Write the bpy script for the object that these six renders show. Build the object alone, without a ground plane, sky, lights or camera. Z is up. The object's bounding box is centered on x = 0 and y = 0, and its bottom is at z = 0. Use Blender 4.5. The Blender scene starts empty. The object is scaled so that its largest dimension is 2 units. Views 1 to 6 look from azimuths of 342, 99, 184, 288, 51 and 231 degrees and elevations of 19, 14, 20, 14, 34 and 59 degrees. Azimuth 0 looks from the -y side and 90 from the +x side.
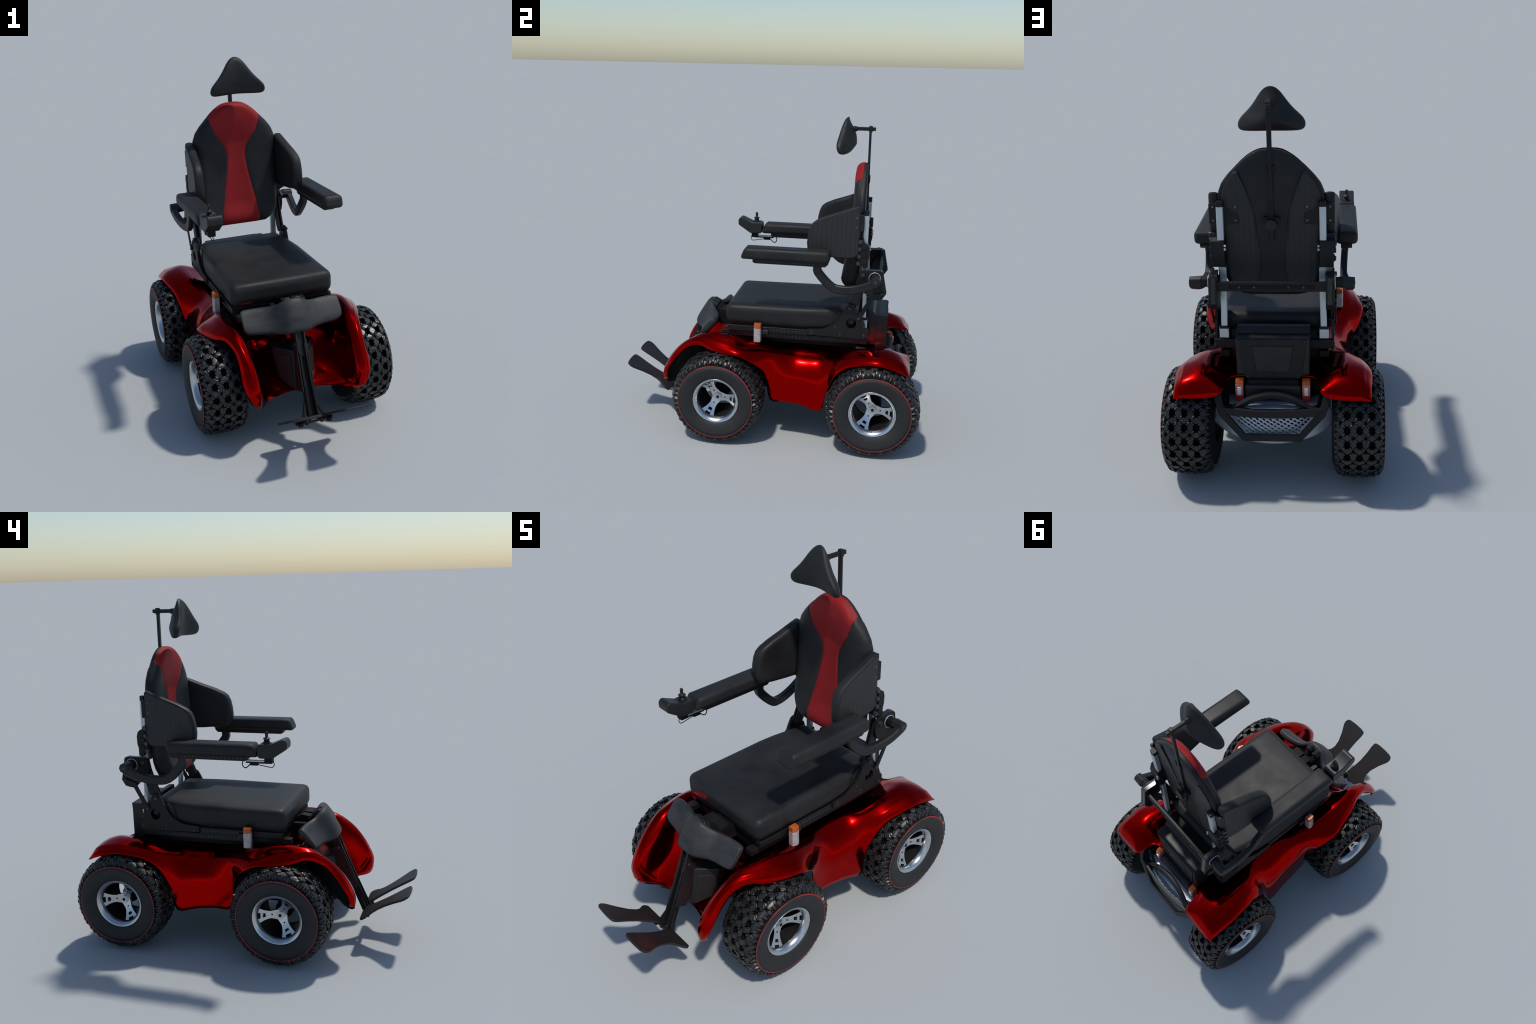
# Off-road electric wheelchair: glossy red body, four knobbly tyres, black seat, red back stripe.
import bpy, bmesh, math, random
from mathutils import Vector, Matrix

random.seed(7)
COL = bpy.context.scene.collection

# ------------------------------------------------------------------ materials
def nodes_of(name):
    m = bpy.data.materials.new(name)
    m.use_nodes = True
    nt = m.node_tree
    return m, nt, nt.nodes["Principled BSDF"]

def coords(nt, scale=(1, 1, 1)):
    tc = nt.nodes.new("ShaderNodeTexCoord")
    mp = nt.nodes.new("ShaderNodeMapping")
    mp.inputs["Scale"].default_value = scale
    nt.links.new(tc.outputs["Object"], mp.inputs["Vector"])
    return mp.outputs["Vector"]

def noise(nt, vec, scale, detail=4, rough=0.6):
    n = nt.nodes.new("ShaderNodeTexNoise")
    n.inputs["Scale"].default_value = scale
    n.inputs["Detail"].default_value = detail
    n.inputs["Roughness"].default_value = rough
    nt.links.new(vec, n.inputs["Vector"])
    return n.outputs["Fac"]

def ramp(nt, fac, stops):
    r = nt.nodes.new("ShaderNodeValToRGB")
    els = r.color_ramp.elements
    while len(els) < len(stops):
        els.new(0.5)
    for e, (p, c) in zip(els, stops):
        e.position = p
        e.color = (*c, 1) if len(c) == 3 else c
    nt.links.new(fac, r.inputs["Fac"])
    return r.outputs["Color"]

def bump(nt, bsdf, h, strength, dist=0.002):
    b = nt.nodes.new("ShaderNodeBump")
    b.inputs["Strength"].default_value = strength
    b.inputs["Distance"].default_value = dist
    nt.links.new(h, b.inputs["Height"])
    nt.links.new(b.outputs["Normal"], bsdf.inputs["Normal"])

def mottled(name, a, b, rough=0.5, metallic=0.0, nscale=12, bscale=0, bstr=0.2, rr=None,
            spec=0.5, coat=0.0, stretch=(1, 1, 1)):
    m, nt, p = nodes_of(name)
    v = coords(nt, stretch)
    f = noise(nt, v, nscale)
    nt.links.new(ramp(nt, f, [(0.35, a), (0.68, b)]), p.inputs["Base Color"])
    p.inputs["Roughness"].default_value = rough
    p.inputs["Metallic"].default_value = metallic
    p.inputs["Specular IOR Level"].default_value = spec
    p.inputs["Coat Weight"].default_value = coat
    p.inputs["Coat Roughness"].default_value = 0.05
    if rr:
        nt.links.new(ramp(nt, f, [(0.3, (rr[0],) * 3), (0.7, (rr[1],) * 3)]), p.inputs["Roughness"])
    if bscale:
        bump(nt, p, noise(nt, v, bscale, 3), bstr)
    return m

def herringbone(name, a, b, axis, ribs):
    """dark quilted cloth: seams every `ribs` metres across `axis`, fine zigzag weave between"""
    m, nt, p = nodes_of(name)
    tc = nt.nodes.new("ShaderNodeTexCoord")
    sep = nt.nodes.new("ShaderNodeSeparateXYZ")
    nt.links.new(tc.outputs["Object"], sep.inputs[0])

    def math_node(op, x, y=None):
        n = nt.nodes.new("ShaderNodeMath")
        n.operation = op
        for i, q in enumerate((x, y)):
            if q is None:
                continue
            if isinstance(q, (int, float)):
                n.inputs[i].default_value = q
            else:
                nt.links.new(q, n.inputs[i])
        return n.outputs[0]
    u = math_node("DIVIDE", sep.outputs[axis], ribs)
    fr = math_node("FRACT", u)
    tri = math_node("ABSOLUTE", math_node("SUBTRACT", fr, 0.5))          # 0.5 at a seam
    seam = math_node("GREATER_THAN", tri, 0.45)
    zig = math_node("FRACT", math_node("ADD", math_node("MULTIPLY", sep.outputs[2], 110.0),
                                       math_node("MULTIPLY", tri, 5.0)))
    weave = math_node("GREATER_THAN", zig, 0.5)
    lum = math_node("SUBTRACT", math_node("MULTIPLY", weave, 0.35), math_node("MULTIPLY", seam, 1.0))
    nt.links.new(ramp(nt, math_node("ADD", lum, 0.5), [(0.0, (0.004, 0.004, 0.005)), (0.45, a), (1.0, b)]),
                 p.inputs["Base Color"])
    p.inputs["Roughness"].default_value = 0.55
    bump(nt, p, lum, 0.5, 0.003)
    return m

M_RED = mottled("red_metal_paint", (0.36, 0.001, 0.001), (0.40, 0.0015, 0.001), rough=0.13, metallic=1.0, nscale=30)
M_LEATHER = mottled("black_leather", (0.011, 0.0115, 0.0125), (0.021, 0.021, 0.021), rough=0.5, nscale=5,
                    bscale=260, bstr=0.12, rr=(0.45, 0.62), spec=0.27)
M_LEATHER_WORN = mottled("worn_grey_leather", (0.018, 0.019, 0.021), (0.040, 0.041, 0.042), rough=0.5, nscale=6,
                         bscale=180, bstr=0.2, rr=(0.45, 0.6), stretch=(1, 1.5, 2.5), spec=0.35)
M_REDCLOTH = mottled("red_leather", (0.245, 0.010, 0.012), (0.28, 0.013, 0.015), rough=0.6, spec=0.2, nscale=9,
                     bscale=300, bstr=0.15)
M_QUILT_X = herringbone("quilted_cloth_back", (0.009, 0.009, 0.010), (0.018, 0.018, 0.019), 0, 0.028)
M_QUILT_Y = herringbone("quilted_cloth_side", (0.011, 0.011, 0.012), (0.021, 0.021, 0.022), 1, 0.029)
M_FRAME = mottled("black_powder_coat", (0.007, 0.0075, 0.008), (0.011, 0.011, 0.0115), rough=0.5, spec=0.28, nscale=20,
                  bscale=400, bstr=0.05)
M_PLASTIC = mottled("black_plastic", (0.010, 0.0105, 0.0115), (0.015, 0.0155, 0.0165), rough=0.45, spec=0.35, nscale=10)
M_DARK = mottled("matt_black", (0.004, 0.004, 0.005), (0.008, 0.008, 0.009), rough=0.7, spec=0.25, nscale=15)
M_GLOSS = mottled("gloss_black_edge", (0.010, 0.011, 0.012), (0.016, 0.016, 0.017), rough=0.25, nscale=20)
M_BROWN = mottled("brown_black_plate", (0.012, 0.0095, 0.010), (0.017, 0.014, 0.014), rough=0.55, spec=0.4, nscale=8)
M_TYRE = mottled("tyre_rubber", (0.010, 0.0105, 0.011), (0.015, 0.0155, 0.016), rough=0.65, nscale=8)
M_TREAD = mottled("tread_rubber", (0.008, 0.008, 0.0085), (0.019, 0.0185, 0.018), rough=0.4, nscale=25)
def vary_per_block(m, lo, hi):
    """every separate tread block gets its own shade"""
    nt = m.node_tree
    p = nt.nodes["Principled BSDF"]
    geo = nt.nodes.new("ShaderNodeNewGeometry")
    nt.links.new(ramp(nt, geo.outputs["Random Per Island"], [(0.0, lo), (0.75, tuple((a + b) / 2 for a, b in zip(lo, hi))), (1.0, hi)]),
                 p.inputs["Base Color"])
vary_per_block(M_TREAD, (0.006, 0.006, 0.0065), (0.026, 0.0255, 0.025))
M_GROOVE = mottled("tread_groove", (0.003, 0.003, 0.003), (0.006, 0.006, 0.006), rough=0.8, spec=0.2, nscale=25)
M_PINSTRIPE = mottled("faded_red_ring", (0.34, 0.016, 0.016), (0.04, 0.018, 0.018), rough=0.6, nscale=11)
M_CHROME = mottled("satin_chrome", (0.50, 0.52, 0.54), (0.62, 0.64, 0.66), rough=0.25, metallic=1.0, nscale=14,
                   rr=(0.22, 0.32))
M_STEEL = mottled("brushed_aluminium", (0.48, 0.54, 0.58), (0.58, 0.63, 0.66), rough=0.4, metallic=0.7, nscale=20,
                  stretch=(1, 1, 0.15))
M_SHIELD = mottled("grey_skid_plate", (0.34, 0.38, 0.46), (0.43, 0.47, 0.54), rough=0.45, metallic=0.5, nscale=10)
M_STUD = mottled("rivet_grey", (0.10, 0.11, 0.12), (0.16, 0.17, 0.18), rough=0.4, metallic=0.6)
M_BOLT = mottled("dark_bolt", (0.035, 0.036, 0.038), (0.055, 0.055, 0.058), rough=0.4, metallic=0.3)
M_AMBER = mottled("amber_lens", (0.42, 0.075, 0.012), (0.55, 0.12, 0.02), rough=0.15, nscale=60, bscale=180, bstr=0.3)
M_CLEAR = mottled("milky_lens", (0.36, 0.31, 0.30), (0.50, 0.45, 0.44), rough=0.12, nscale=60, bscale=180, bstr=0.3)
M_REDLENS = mottled("red_lens", (0.42, 0.008, 0.008), (0.55, 0.015, 0.012), rough=0.12, nscale=60)
M_PINKLENS = mottled("pink_clear_lens", (0.48, 0.13, 0.10), (0.60, 0.20, 0.16), rough=0.12, nscale=50)
M_LAMP_GLINT = mottled("white_reflector", (0.75, 0.68, 0.68), (0.85, 0.78, 0.78), rough=0.2)

# ------------------------------------------------------------------ mesh helpers
ROOT = bpy.data.objects.new("offroad_electric_wheelchair", None)
COL.objects.link(ROOT)
ROOT["label"] = "black and red off-road electric wheelchair with four knobbly tyres"
ROOT["category"] = "electric wheelchair"

def link(name, me, mats, parent=None, smooth=35, bevel=0.0, seg=2, subsurf=0, kind=None, recalc=True):
    if recalc:
        bm = bmesh.new()
        bm.from_mesh(me)
        bmesh.ops.recalc_face_normals(bm, faces=bm.faces)
        bm.to_mesh(me)
        bm.free()
    if not me.materials:
        for m in (mats if isinstance(mats, (list, tuple)) else [mats]):
            me.materials.append(m)
    if smooth:
        me.shade_smooth()
        if smooth < 179:
            me.set_sharp_from_angle(angle=math.radians(smooth))
    ob = bpy.data.objects.new(name, me)
    COL.objects.link(ob)
    ob.parent = parent or ROOT
    if bevel:
        b = ob.modifiers.new("round", "BEVEL")
        b.width = bevel
        b.segments = seg
        b.limit_method = "ANGLE"
        b.angle_limit = math.radians(30)
        b.harden_normals = True
        me.shade_smooth()
        if "sharp_edge" in me.attributes:
            me.attributes.remove(me.attributes["sharp_edge"])
    if subsurf:
        s = ob.modifiers.new("sub", "SUBSURF")
        s.levels = s.render_levels = subsurf
    if kind:
        ob["kind"] = kind
    return ob

def pydata(name, v, f):
    me = bpy.data.meshes.new(name)
    me.from_pydata([tuple(p) for p in v], [], f)
    me.update()
    return me

def box_data(c, s, rot=None):
    v = []
    for dx in (-0.5, 0.5):
        for dy in (-0.5, 0.5):
            for dz in (-0.5, 0.5):
                p = Vector((dx * s[0], dy * s[1], dz * s[2]))
                if rot:
                    p = rot @ p
                v.append(p + Vector(c))
    f = [(0, 1, 3, 2), (4, 6, 7, 5), (0, 4, 5, 1), (2, 3, 7, 6), (0, 2, 6, 4), (1, 5, 7, 3)]
    return v, f

def box(name, lo, hi, mat, parent=None, bevel=0.003, seg=2, rot=None, **k):
    c = [(a + b) / 2 for a, b in zip(lo, hi)]
    s = [abs(b - a) for a, b in zip(lo, hi)]
    return link(name, pydata(name, *box_data(c, s, rot)), mat, parent, bevel=bevel, seg=seg, **k)

def prism_data(poly, a, b, axis=0):
    """polygon in the two other axes, extruded along `axis` from a to b"""
    def P(p, t):
        return (t, p[0], p[1]) if axis == 0 else ((p[0], t, p[1]) if axis == 1 else (p[0], p[1], t))
    n = len(poly)
    v = [P(p, a) for p in poly] + [P(p, b) for p in poly]
    f = [tuple(range(n))[::-1], tuple(range(n, 2 * n))]
    f += [(i, (i + 1) % n, n + (i + 1) % n, n + i) for i in range(n)]
    return v, f

def prism(name, poly, a, b, mat, axis=0, parent=None, bevel=0.002, **k):
    return link(name, pydata(name, *prism_data(poly, a, b, axis)), mat, parent, bevel=bevel, **k)

def merge(parts):
    V, F = [], []
    for v, f in parts:
        o = len(V)
        V += list(v)
        F += [tuple(i + o for i in q) for q in f]
    return V, F

def cyl_data(a, b, r, r2=None, n=20):
    a, b = Vector(a), Vector(b)
    d = (b - a).normalized()
    u = d.orthogonal().normalized()
    w = d.cross(u)
    r2 = r if r2 is None else r2
    v = []
    for c, q in ((a, r), (b, r2)):
        for i in range(n):
            t = 2 * math.pi * i / n
            v.append(c + u * (q * math.cos(t)) + w * (q * math.sin(t)))
    f = [tuple(range(n))[::-1], tuple(range(n, 2 * n))]
    f += [(i, (i + 1) % n, n + (i + 1) % n, n + i) for i in range(n)]
    return v, f

def cyl(name, a, b, r, mat, parent=None, r2=None, n=20, bevel=0.002, **k):
    return link(name, pydata(name, *cyl_data(a, b, r, r2, n)), mat, parent, bevel=bevel, **k)

def catmull(pts, sub):
    pts = [Vector(p) for p in pts]
    out = []
    for i in range(len(pts) - 1):
        p0 = pts[i - 1] if i else pts[0] * 2 - pts[1]
        p3 = pts[i + 2] if i + 2 < len(pts) else pts[-1] * 2 - pts[-2]
        p1, p2 = pts[i], pts[i + 1]
        for k in range(sub):
            t = k / sub
            out.append(0.5 * (2 * p1 + (p2 - p0) * t + (2 * p0 - 5 * p1 + 4 * p2 - p3) * t * t
                              + (3 * p1 - p0 - 3 * p2 + p3) * t ** 3))
    out.append(pts[-1])
    return out

def curve1(keys, t):
    """piecewise smooth scalar/tuple interpolation through (t, value) keys"""
    if t <= keys[0][0]:
        return keys[0][1]
    for (a, x), (b, y) in zip(keys[:-1], keys[1:]):
        if t <= b:
            s = (t - a) / (b - a)
            return x + (y - x) * s
    return keys[-1][1]

def sweep_data(path, prof, up=(1, 0, 0), closed=False):
    """sweep a 2D profile (side, up) along a path; `up` fixes the section's second axis"""
    path = [Vector(p) for p in path]
    n = len(prof)
    V, F = [], []
    L = len(path)
    for i, p in enumerate(path):
        if closed:
            t = (path[(i + 1) % L] - path[i - 1]).normalized()
        else:
            t = (path[min(i + 1, L - 1)] - path[max(i - 1, 0)]).normalized()
        U = Vector(up)
        U = (U - t * U.dot(t)).normalized()
        S = t.cross(U)
        V += [p + S * a + U * b for a, b in prof]
    for i in range(L if closed else L - 1):
        j = (i + 1) % L
        F += [(i * n + k, i * n + (k + 1) % n, j * n + (k + 1) % n, j * n + k) for k in range(n)]
    if not closed:
        F += [tuple(range(n))[::-1], tuple(range((L - 1) * n, L * n))]
    return V, F

def rect(w, h, c=0.25):
    w, h = w / 2, h / 2
    q = min(w, h) * c
    return [(-w + q, -h), (w - q, -h), (w, -h + q), (w, h - q), (w - q, h), (-w + q, h), (-w, h - q), (-w, -h + q)]

def circle(r, n=10):
    return [(r * math.cos(2 * math.pi * i / n), r * math.sin(2 * math.pi * i / n)) for i in range(n)]

def sweep(name, path, prof, mat, parent=None, up=(1, 0, 0), smooth=40, **k):
    return link(name, pydata(name, *sweep_data(path, prof, up)), mat, parent, smooth=smooth, **k)

def lathe_data(prof, n, axis_x=True):
    """profile of (x, r) revolved about the x axis"""
    V, F = [], []
    m = len(prof)
    for i in range(n):
        t = 2 * math.pi * i / n
        V += [(x, r * math.cos(t), r * math.sin(t)) for x, r in prof]
    for i in range(n):
        j = (i + 1) % n
        F += [(i * m + k, i * m + k + 1, j * m + k + 1, j * m + k) for k in range(m - 1)]
    return V, F

def mx(p, s):
    return (p[0] * s, p[1], p[2])

def flip(pts, s):
    return [mx(p, s) for p in pts]

SIDES = (1, -1)

# ------------------------------------------------------------------ red body shell
# Each station runs from the outer lip of the mudguard (first point) over its crest down to the middle of the hull.
STATIONS = [
    # nose: lip, outer face, crest, inner wall, valance
    [(.338, -.642, .318), (.322, -.668, .306), (.300, -.664, .290), (.274, -.643, .275), (.205, -.580, .276), (.11, -.545, .282), (0, -.535, .285)],
    [(.358, -.640, .372), (.342, -.668, .366), (.310, -.674, .360), (.273, -.652, .352), (.224, -.535, .346), (.12, -.435, .342), (0, -.425, .340)],
    [(.370, -.620, .425), (.350, -.642, .425), (.315, -.652, .424), (.276, -.632, .420), (.234, -.480, .420), (.125, -.375, .42), (0, -.37, .42)],
    [(.368, -.575, .487), (.350, -.598, .497), (.318, -.602, .506), (.282, -.572, .508), (.240, -.425, .505), (.13, -.345, .50), (0, -.34, .50)],
    [(.372, -.505, .556), (.358, -.530, .570), (.328, -.528, .580), (.292, -.492, .578), (.250, -.385, .560), (.135, -.325, .55), (0, -.32, .55)],
    [(.400, -.416, .590), (.388, -.432, .611), (.358, -.436, .632), (.318, -.425, .636), (.262, -.340, .595), (.14, -.30, .58), (0, -.30, .58)],
    [(.440, -.340, .573), (.430, -.342, .600), (.396, -.338, .634), (.345, -.325, .657), (.268, -.280, .605), (.14, -.25, .59), (0, -.25, .59)],
    [(.470, -.245, .566), (.460, -.244, .588), (.422, -.236, .624), (.356, -.222, .660), (.268, -.200, .605), (.14, -.19, .59), (0, -.19, .59)],
    [(.485, -.145, .563), (.474, -.142, .578), (.430, -.130, .602), (.356, -.110, .630), (.268, -.100, .602), (.14, -.10, .59), (0, -.10, .59)],
    [(.458, -.046, .504), (.446, -.040, .525), (.424, -.030, .550), (.388, -.018, .578), (.335, -.006, .598), (.266, .000, .598), (.14, .00, .59), (0, .0, .59)],
    # saddle between the wheels: shallow waist above, full smooth skirt below
    [(.412, .006, .430), (.414, .010, .466), (.408, .018, .512), (.384, .034, .553), (.326, .056, .578), (.266, .070, .582), (.14, .08, .58), (0, .08, .58)],
    [(.395, .033, .262), (.405, .040, .345), (.403, .056, .445), (.373, .082, .528), (.320, .105, .562), (.266, .110, .578), (.14, .12, .58), (0, .12, .58)],
    [(.408, .130, .258), (.406, .135, .337), (.398, .148, .430), (.360, .164, .503), (.316, .180, .543), (.266, .180, .574), (.14, .19, .58), (0, .19, .58)],
    [(.420, .238, .250), (.414, .235, .334), (.404, .240, .430), (.364, .245, .500), (.318, .250, .541), (.266, .250, .573), (.14, .26, .58), (0, .26, .58)],
    [(.433, .356, .230), (.424, .340, .328), (.408, .335, .420), (.366, .335, .500), (.320, .330, .541), (.266, .330, .573), (.14, .33, .58), (0, .33, .58)],
    [(.426, .386, .345), (.420, .385, .400), (.406, .385, .462), (.374, .385, .522), (.328, .385, .556), (.266, .385, .575), (.14, .38, .58), (0, .38, .58)],
    [(.450, .437, .470), (.442, .438, .498), (.420, .440, .532), (.386, .440, .562), (.340, .440, .580), (.268, .440, .582), (.14, .44, .58), (0, .44, .58)],
    [(.467, .508, .535), (.459, .508, .555), (.428, .508, .586), (.364, .508, .611), (.272, .508, .592), (.14, .50, .58), (0, .50, .58)],
    [(.486, .580, .561), (.477, .580, .579), (.436, .580, .609), (.368, .580, .630), (.275, .575, .594), (.17, .57, .57), (0, .57, .57)],
    [(.505, .680, .580), (.494, .680, .596), (.448, .680, .625), (.372, .680, .641), (.278, .668, .606), (.188, .64, .568), (0, .64, .568)],
    [(.506, .752, .569), (.494, .752, .586), (.448, .752, .618), (.364, .752, .637), (.278, .738, .614), (.197, .70, .582), (0, .69, .58)],
    [(.499, .840, .540), (.491, .842, .562), (.446, .840, .592), (.360, .832, .604), (.280, .815, .596), (.205, .735, .584), (0, .715, .582)],
    [(.493, .880, .527), (.470, .884, .530), (.415, .886, .534), (.305, .884, .540), (.246, .870, .568), (.206, .745, .588), (0, .726, .588)],
]
# plain stations get an extra ring between lip and crest so that all have eight points
STATIONS = [st if len(st) == 8 else st[:2] + [tuple((a + b) / 2 + (.003 if k == 2 else 0) for k, (a, b) in enumerate(zip(st[1], st[2])))] + st[2:]
            for st in STATIONS]

def body_shell():
    usub, vsub = 3, 4
    rows = [catmull(st, vsub) for st in STATIONS]
    m = len(rows[0])
    cols = [catmull([r[k] for r in rows], usub) for k in range(m)]
    n = len(cols[0])
    V, F = [], []
    for s in SIDES:
        for i in range(n):
            for k in range(m - (1 if s < 0 else 0)):
                p = cols[k][i]
                V.append((p.x * s, p.y, p.z))
    def idx(s, i, k):
        if s > 0 or k == m - 1:
            return i * m + k
        return n * m + i * (m - 1) + k
    for s in SIDES:
        for i in range(n - 1):
            for k in range(m - 1):
                q = (idx(s, i, k), idx(s, i + 1, k), idx(s, i + 1, k + 1), idx(s, i, k + 1))
                F.append(q if s > 0 else q[::-1])
    me = pydata("body_shell", V, F)
    # make the top point upward
    mid = me.polygons[(n // 2) * (m - 1) + m - 3]
    if mid.normal.z < 0:
        me.flip_normals()
    ob = link("body_shell", me, [M_RED, M_DARK], smooth=180, recalc=False)
    sd = ob.modifiers.new("thickness", "SOLIDIFY")
    sd.thickness = 0.007
    sd.offset = -1
    sd.material_offset = 1
    sd.material_offset_rim = 0
    return ob

BODY = body_shell()

# recessed badge-shaped dents on both flanks
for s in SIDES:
    pass

# ------------------------------------------------------------------ chassis under the shell
chassis = box("chassis", (-.17, -.33, .24), (.17, .68, .56), M_DARK, bevel=0.02)
for s in SIDES:
    box("motor_housing", (s * .16, .50, .28), (s * .29, .66, .52), M_DARK, chassis, bevel=.02)
    box("motor_housing", (s * .16, -.30, .28), (s * .29, -.14, .52), M_DARK, chassis, bevel=.02)
    for y in (-.36, .56):
        # coil spring beside each wheel
        path = [(s * .25 + .022 * math.cos(a * .5), y + .022 * math.sin(a * .5), .36 + .0014 * a * 1.7) for a in range(0, 76)]
        sweep("spring", path, circle(.005, 6), M_BOLT, chassis, up=(0, 0, 1))

# ------------------------------------------------------------------ wheels
WR, WZ = 0.2745, 0.286
TYRE_PROF = [(-.130, .118), (-.138, .150), (-.136, .200), (-.126, .232), (-.104, .240), (-.070, .244), (0, .246),
             (.070, .244), (.104, .240), (.120, .236), (.1278, .2345)]
RING_PROF = [(.1279, .2355), (.1286, .2285)]
SIDE_PROF = [(.1286, .2285), (.127, .205), (.121, .175), (.112, .152), (.107, .146), (.100, .143)]

def leaf_lug(px, theta, ang, L, W, base, top, r_at, sh=.45):
    """one leaf-shaped tread block: pointed both ends, faceted top with a ridge"""
    c, s_ = math.cos(ang), math.sin(ang)
    outline = [(-L, 0), (-L * sh, -W), (L * sh, -W), (L, 0), (L * sh, W), (-L * sh, W)]
    V = []
    for k, (h, sc) in enumerate(((base, 1.0), (top - .002, .92))):
        for a, b in outline:
            a *= sc
            b *= sc
            x = px + a * c - b * s_
            arc = a * s_ + b * c
            t = theta + arc / WR
            r = r_at(x) + h
            V.append((x, r * math.cos(t), r * math.sin(t)))
    for a in (-L * .55, L * .55):
        x = px + a * c
        t = theta + a * s_ / WR
        r = r_at(x) + top
        V.append((x, r * math.cos(t), r * math.sin(t)))
    F = [(i, (i + 1) % 6, 6 + (i + 1) % 6, 6 + i) for i in range(6)]
    F += [(6, 7, 12), (7, 8, 13, 12), (8, 9, 13), (9, 10, 13), (10, 11, 12, 13), (11, 6, 12)]
    return V, F

def tyre_radius(x):
    return curve1([(-.136, .215), (-.126, .236), (-.104, .262), (-.070, .2725), (0, WR), (.070, .2725),
                   (.104, .262), (.122, .243), (.128, .234)], x)

def build_wheel_meshes():
    ty = pydata("tyre", *lathe_data(TYRE_PROF, 72))
    rg = pydata("tyre_pinstripe", *lathe_data(RING_PROF, 72))
    sw = pydata("tyre_sidewall", *lathe_data(SIDE_PROF, 72))
    # tread: stars on a square lattice - a flat diamond across, a spindle along, four wedges on the diagonals
    N = 24
    pitch = 2 * math.pi / N
    cols = (-.093, -.031, .031, .093)
    parts = []
    u = random.uniform
    for i in range(N):
        th = i * pitch
        def lug(px, t, ang, L, W, top, sh=.13):
            parts.append(leaf_lug(px, t, ang + u(-.06, .06), L * u(.94, 1.03), W * u(.9, 1.1), -.030,
                                  top - abs(random.gauss(0, .0016)), tyre_radius, sh))
        for px in (-.062, 0, .062):
            lug(px, th, 0, .0300, .0165, .0092)
        for px in (-.1135, .1135):
            lug(px, th, 0, .0140, .0125, .0100)
            lug(px, th + pitch / 2, 0, .0130, .0085, .0085)
        for px in cols:
            lug(px, th + pitch / 2, math.pi / 2, .0355, .0165, .0080)
            for sx_ in (1, -1):
                for sy_ in (1, -1):
                    lug(px + sx_ * .0128, th + sy_ * .0150 / WR, sx_ * sy_ * math.atan2(.0185, .0150) + u(-.1, .1), .0128, .0062, .0122, .35)
    tr = pydata("tread_block", *merge(parts))
    # rim: lip, barrel
    rim_prof = [(.096, .143), (.106, .1445), (.109, .142), (.107, .136), (.098, .125), (.086, .1185), (.072, .1165), (.072, .1195), (.09, .130), (.096, .143)]
    rim = pydata("rim", *lathe_data(rim_prof, 48))
    barrel = pydata("rim_barrel", *lathe_data([(.074, .1175), (-.09, .1165), (-.125, .122), (-.130, .140), (-.136, .146)], 48))

    def sx(r):                            # spokes dish inward toward the hub
        return .026 + .052 * (max(r, .02) / .118) ** 1.6
    parts = []
    for k in range(3):
        a0 = 2 * math.pi * k / 3
        def pt(r, w, dx):
            return (sx(r) + dx, r * math.cos(a0) - w * math.sin(a0), r * math.sin(a0) + w * math.cos(a0))
        # solid root, then a fork with a window between its arms, closed by a bridge
        def strip(stations):
            V, F = [], []
            for r, w0, w1 in stations:
                V += [pt(r, w0, .0), pt(r, w1, .0), pt(r, w1, -.016), pt(r, w0, -.016)]
            for i in range(len(stations) - 1):
                b = i * 4
                F += [(b + q, b + (q + 1) % 4, b + 4 + (q + 1) % 4, b + 4 + q) for q in range(4)]
            F += [(0, 1, 2, 3), tuple(range(len(V) - 4, len(V)))[::-1]]
            return V, F
        parts.append(strip([(.012, -.030, .030), (.032, -.026, .026), (.05, -.0215, .0215), (.066, -.0235, .0235),
                            (.079, -.0275, .0275)]))
        for sgn in (1, -1):
            parts.append(strip([(.078, .0105 * sgn, .0273 * sgn), (.09, .0125 * sgn, .032 * sgn), (.106, .0165 * sgn, .041 * sgn),
                                (.120, .019 * sgn, .054 * sgn)]))
        parts.append(strip([(.094, -.016, .016), (.105, -.019, .019)]))
    parts.append(cyl_data((.012, 0, 0), (.030, 0, 0), .034, .032, 24))
    spokes = pydata("rim_spoke", *merge(parts))
    nut = pydata("hub_nut", *merge([cyl_data((.028, 0, 0), (.038, 0, 0), .0245, .0235, 6), cyl_data((.036, 0, 0), (.042, 0, 0), .0165, .0155, 20)]))
    cap = pydata("hub_cap", *merge([cyl_data((.040, 0, 0), (.0428, 0, 0), .0095, n=16)] + [
        cyl_data((sx(.047) - .004, .047 * math.cos(q), .047 * math.sin(q)), (sx(.047) + .0015, .047 * math.cos(q), .047 * math.sin(q)), .0048, n=10)
        for q in (0, 2 * math.pi / 3, 4 * math.pi / 3)]))
    drum = pydata("wheel", *merge([cyl_data((-.13, 0, 0), (-.045, 0, 0), .056, .050, 28), cyl_data((-.02, 0, 0), (.02, 0, 0), .03, .03, 20)]))
    return ty, rg, sw, tr, rim, barrel, spokes, nut, cap, drum

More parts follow.
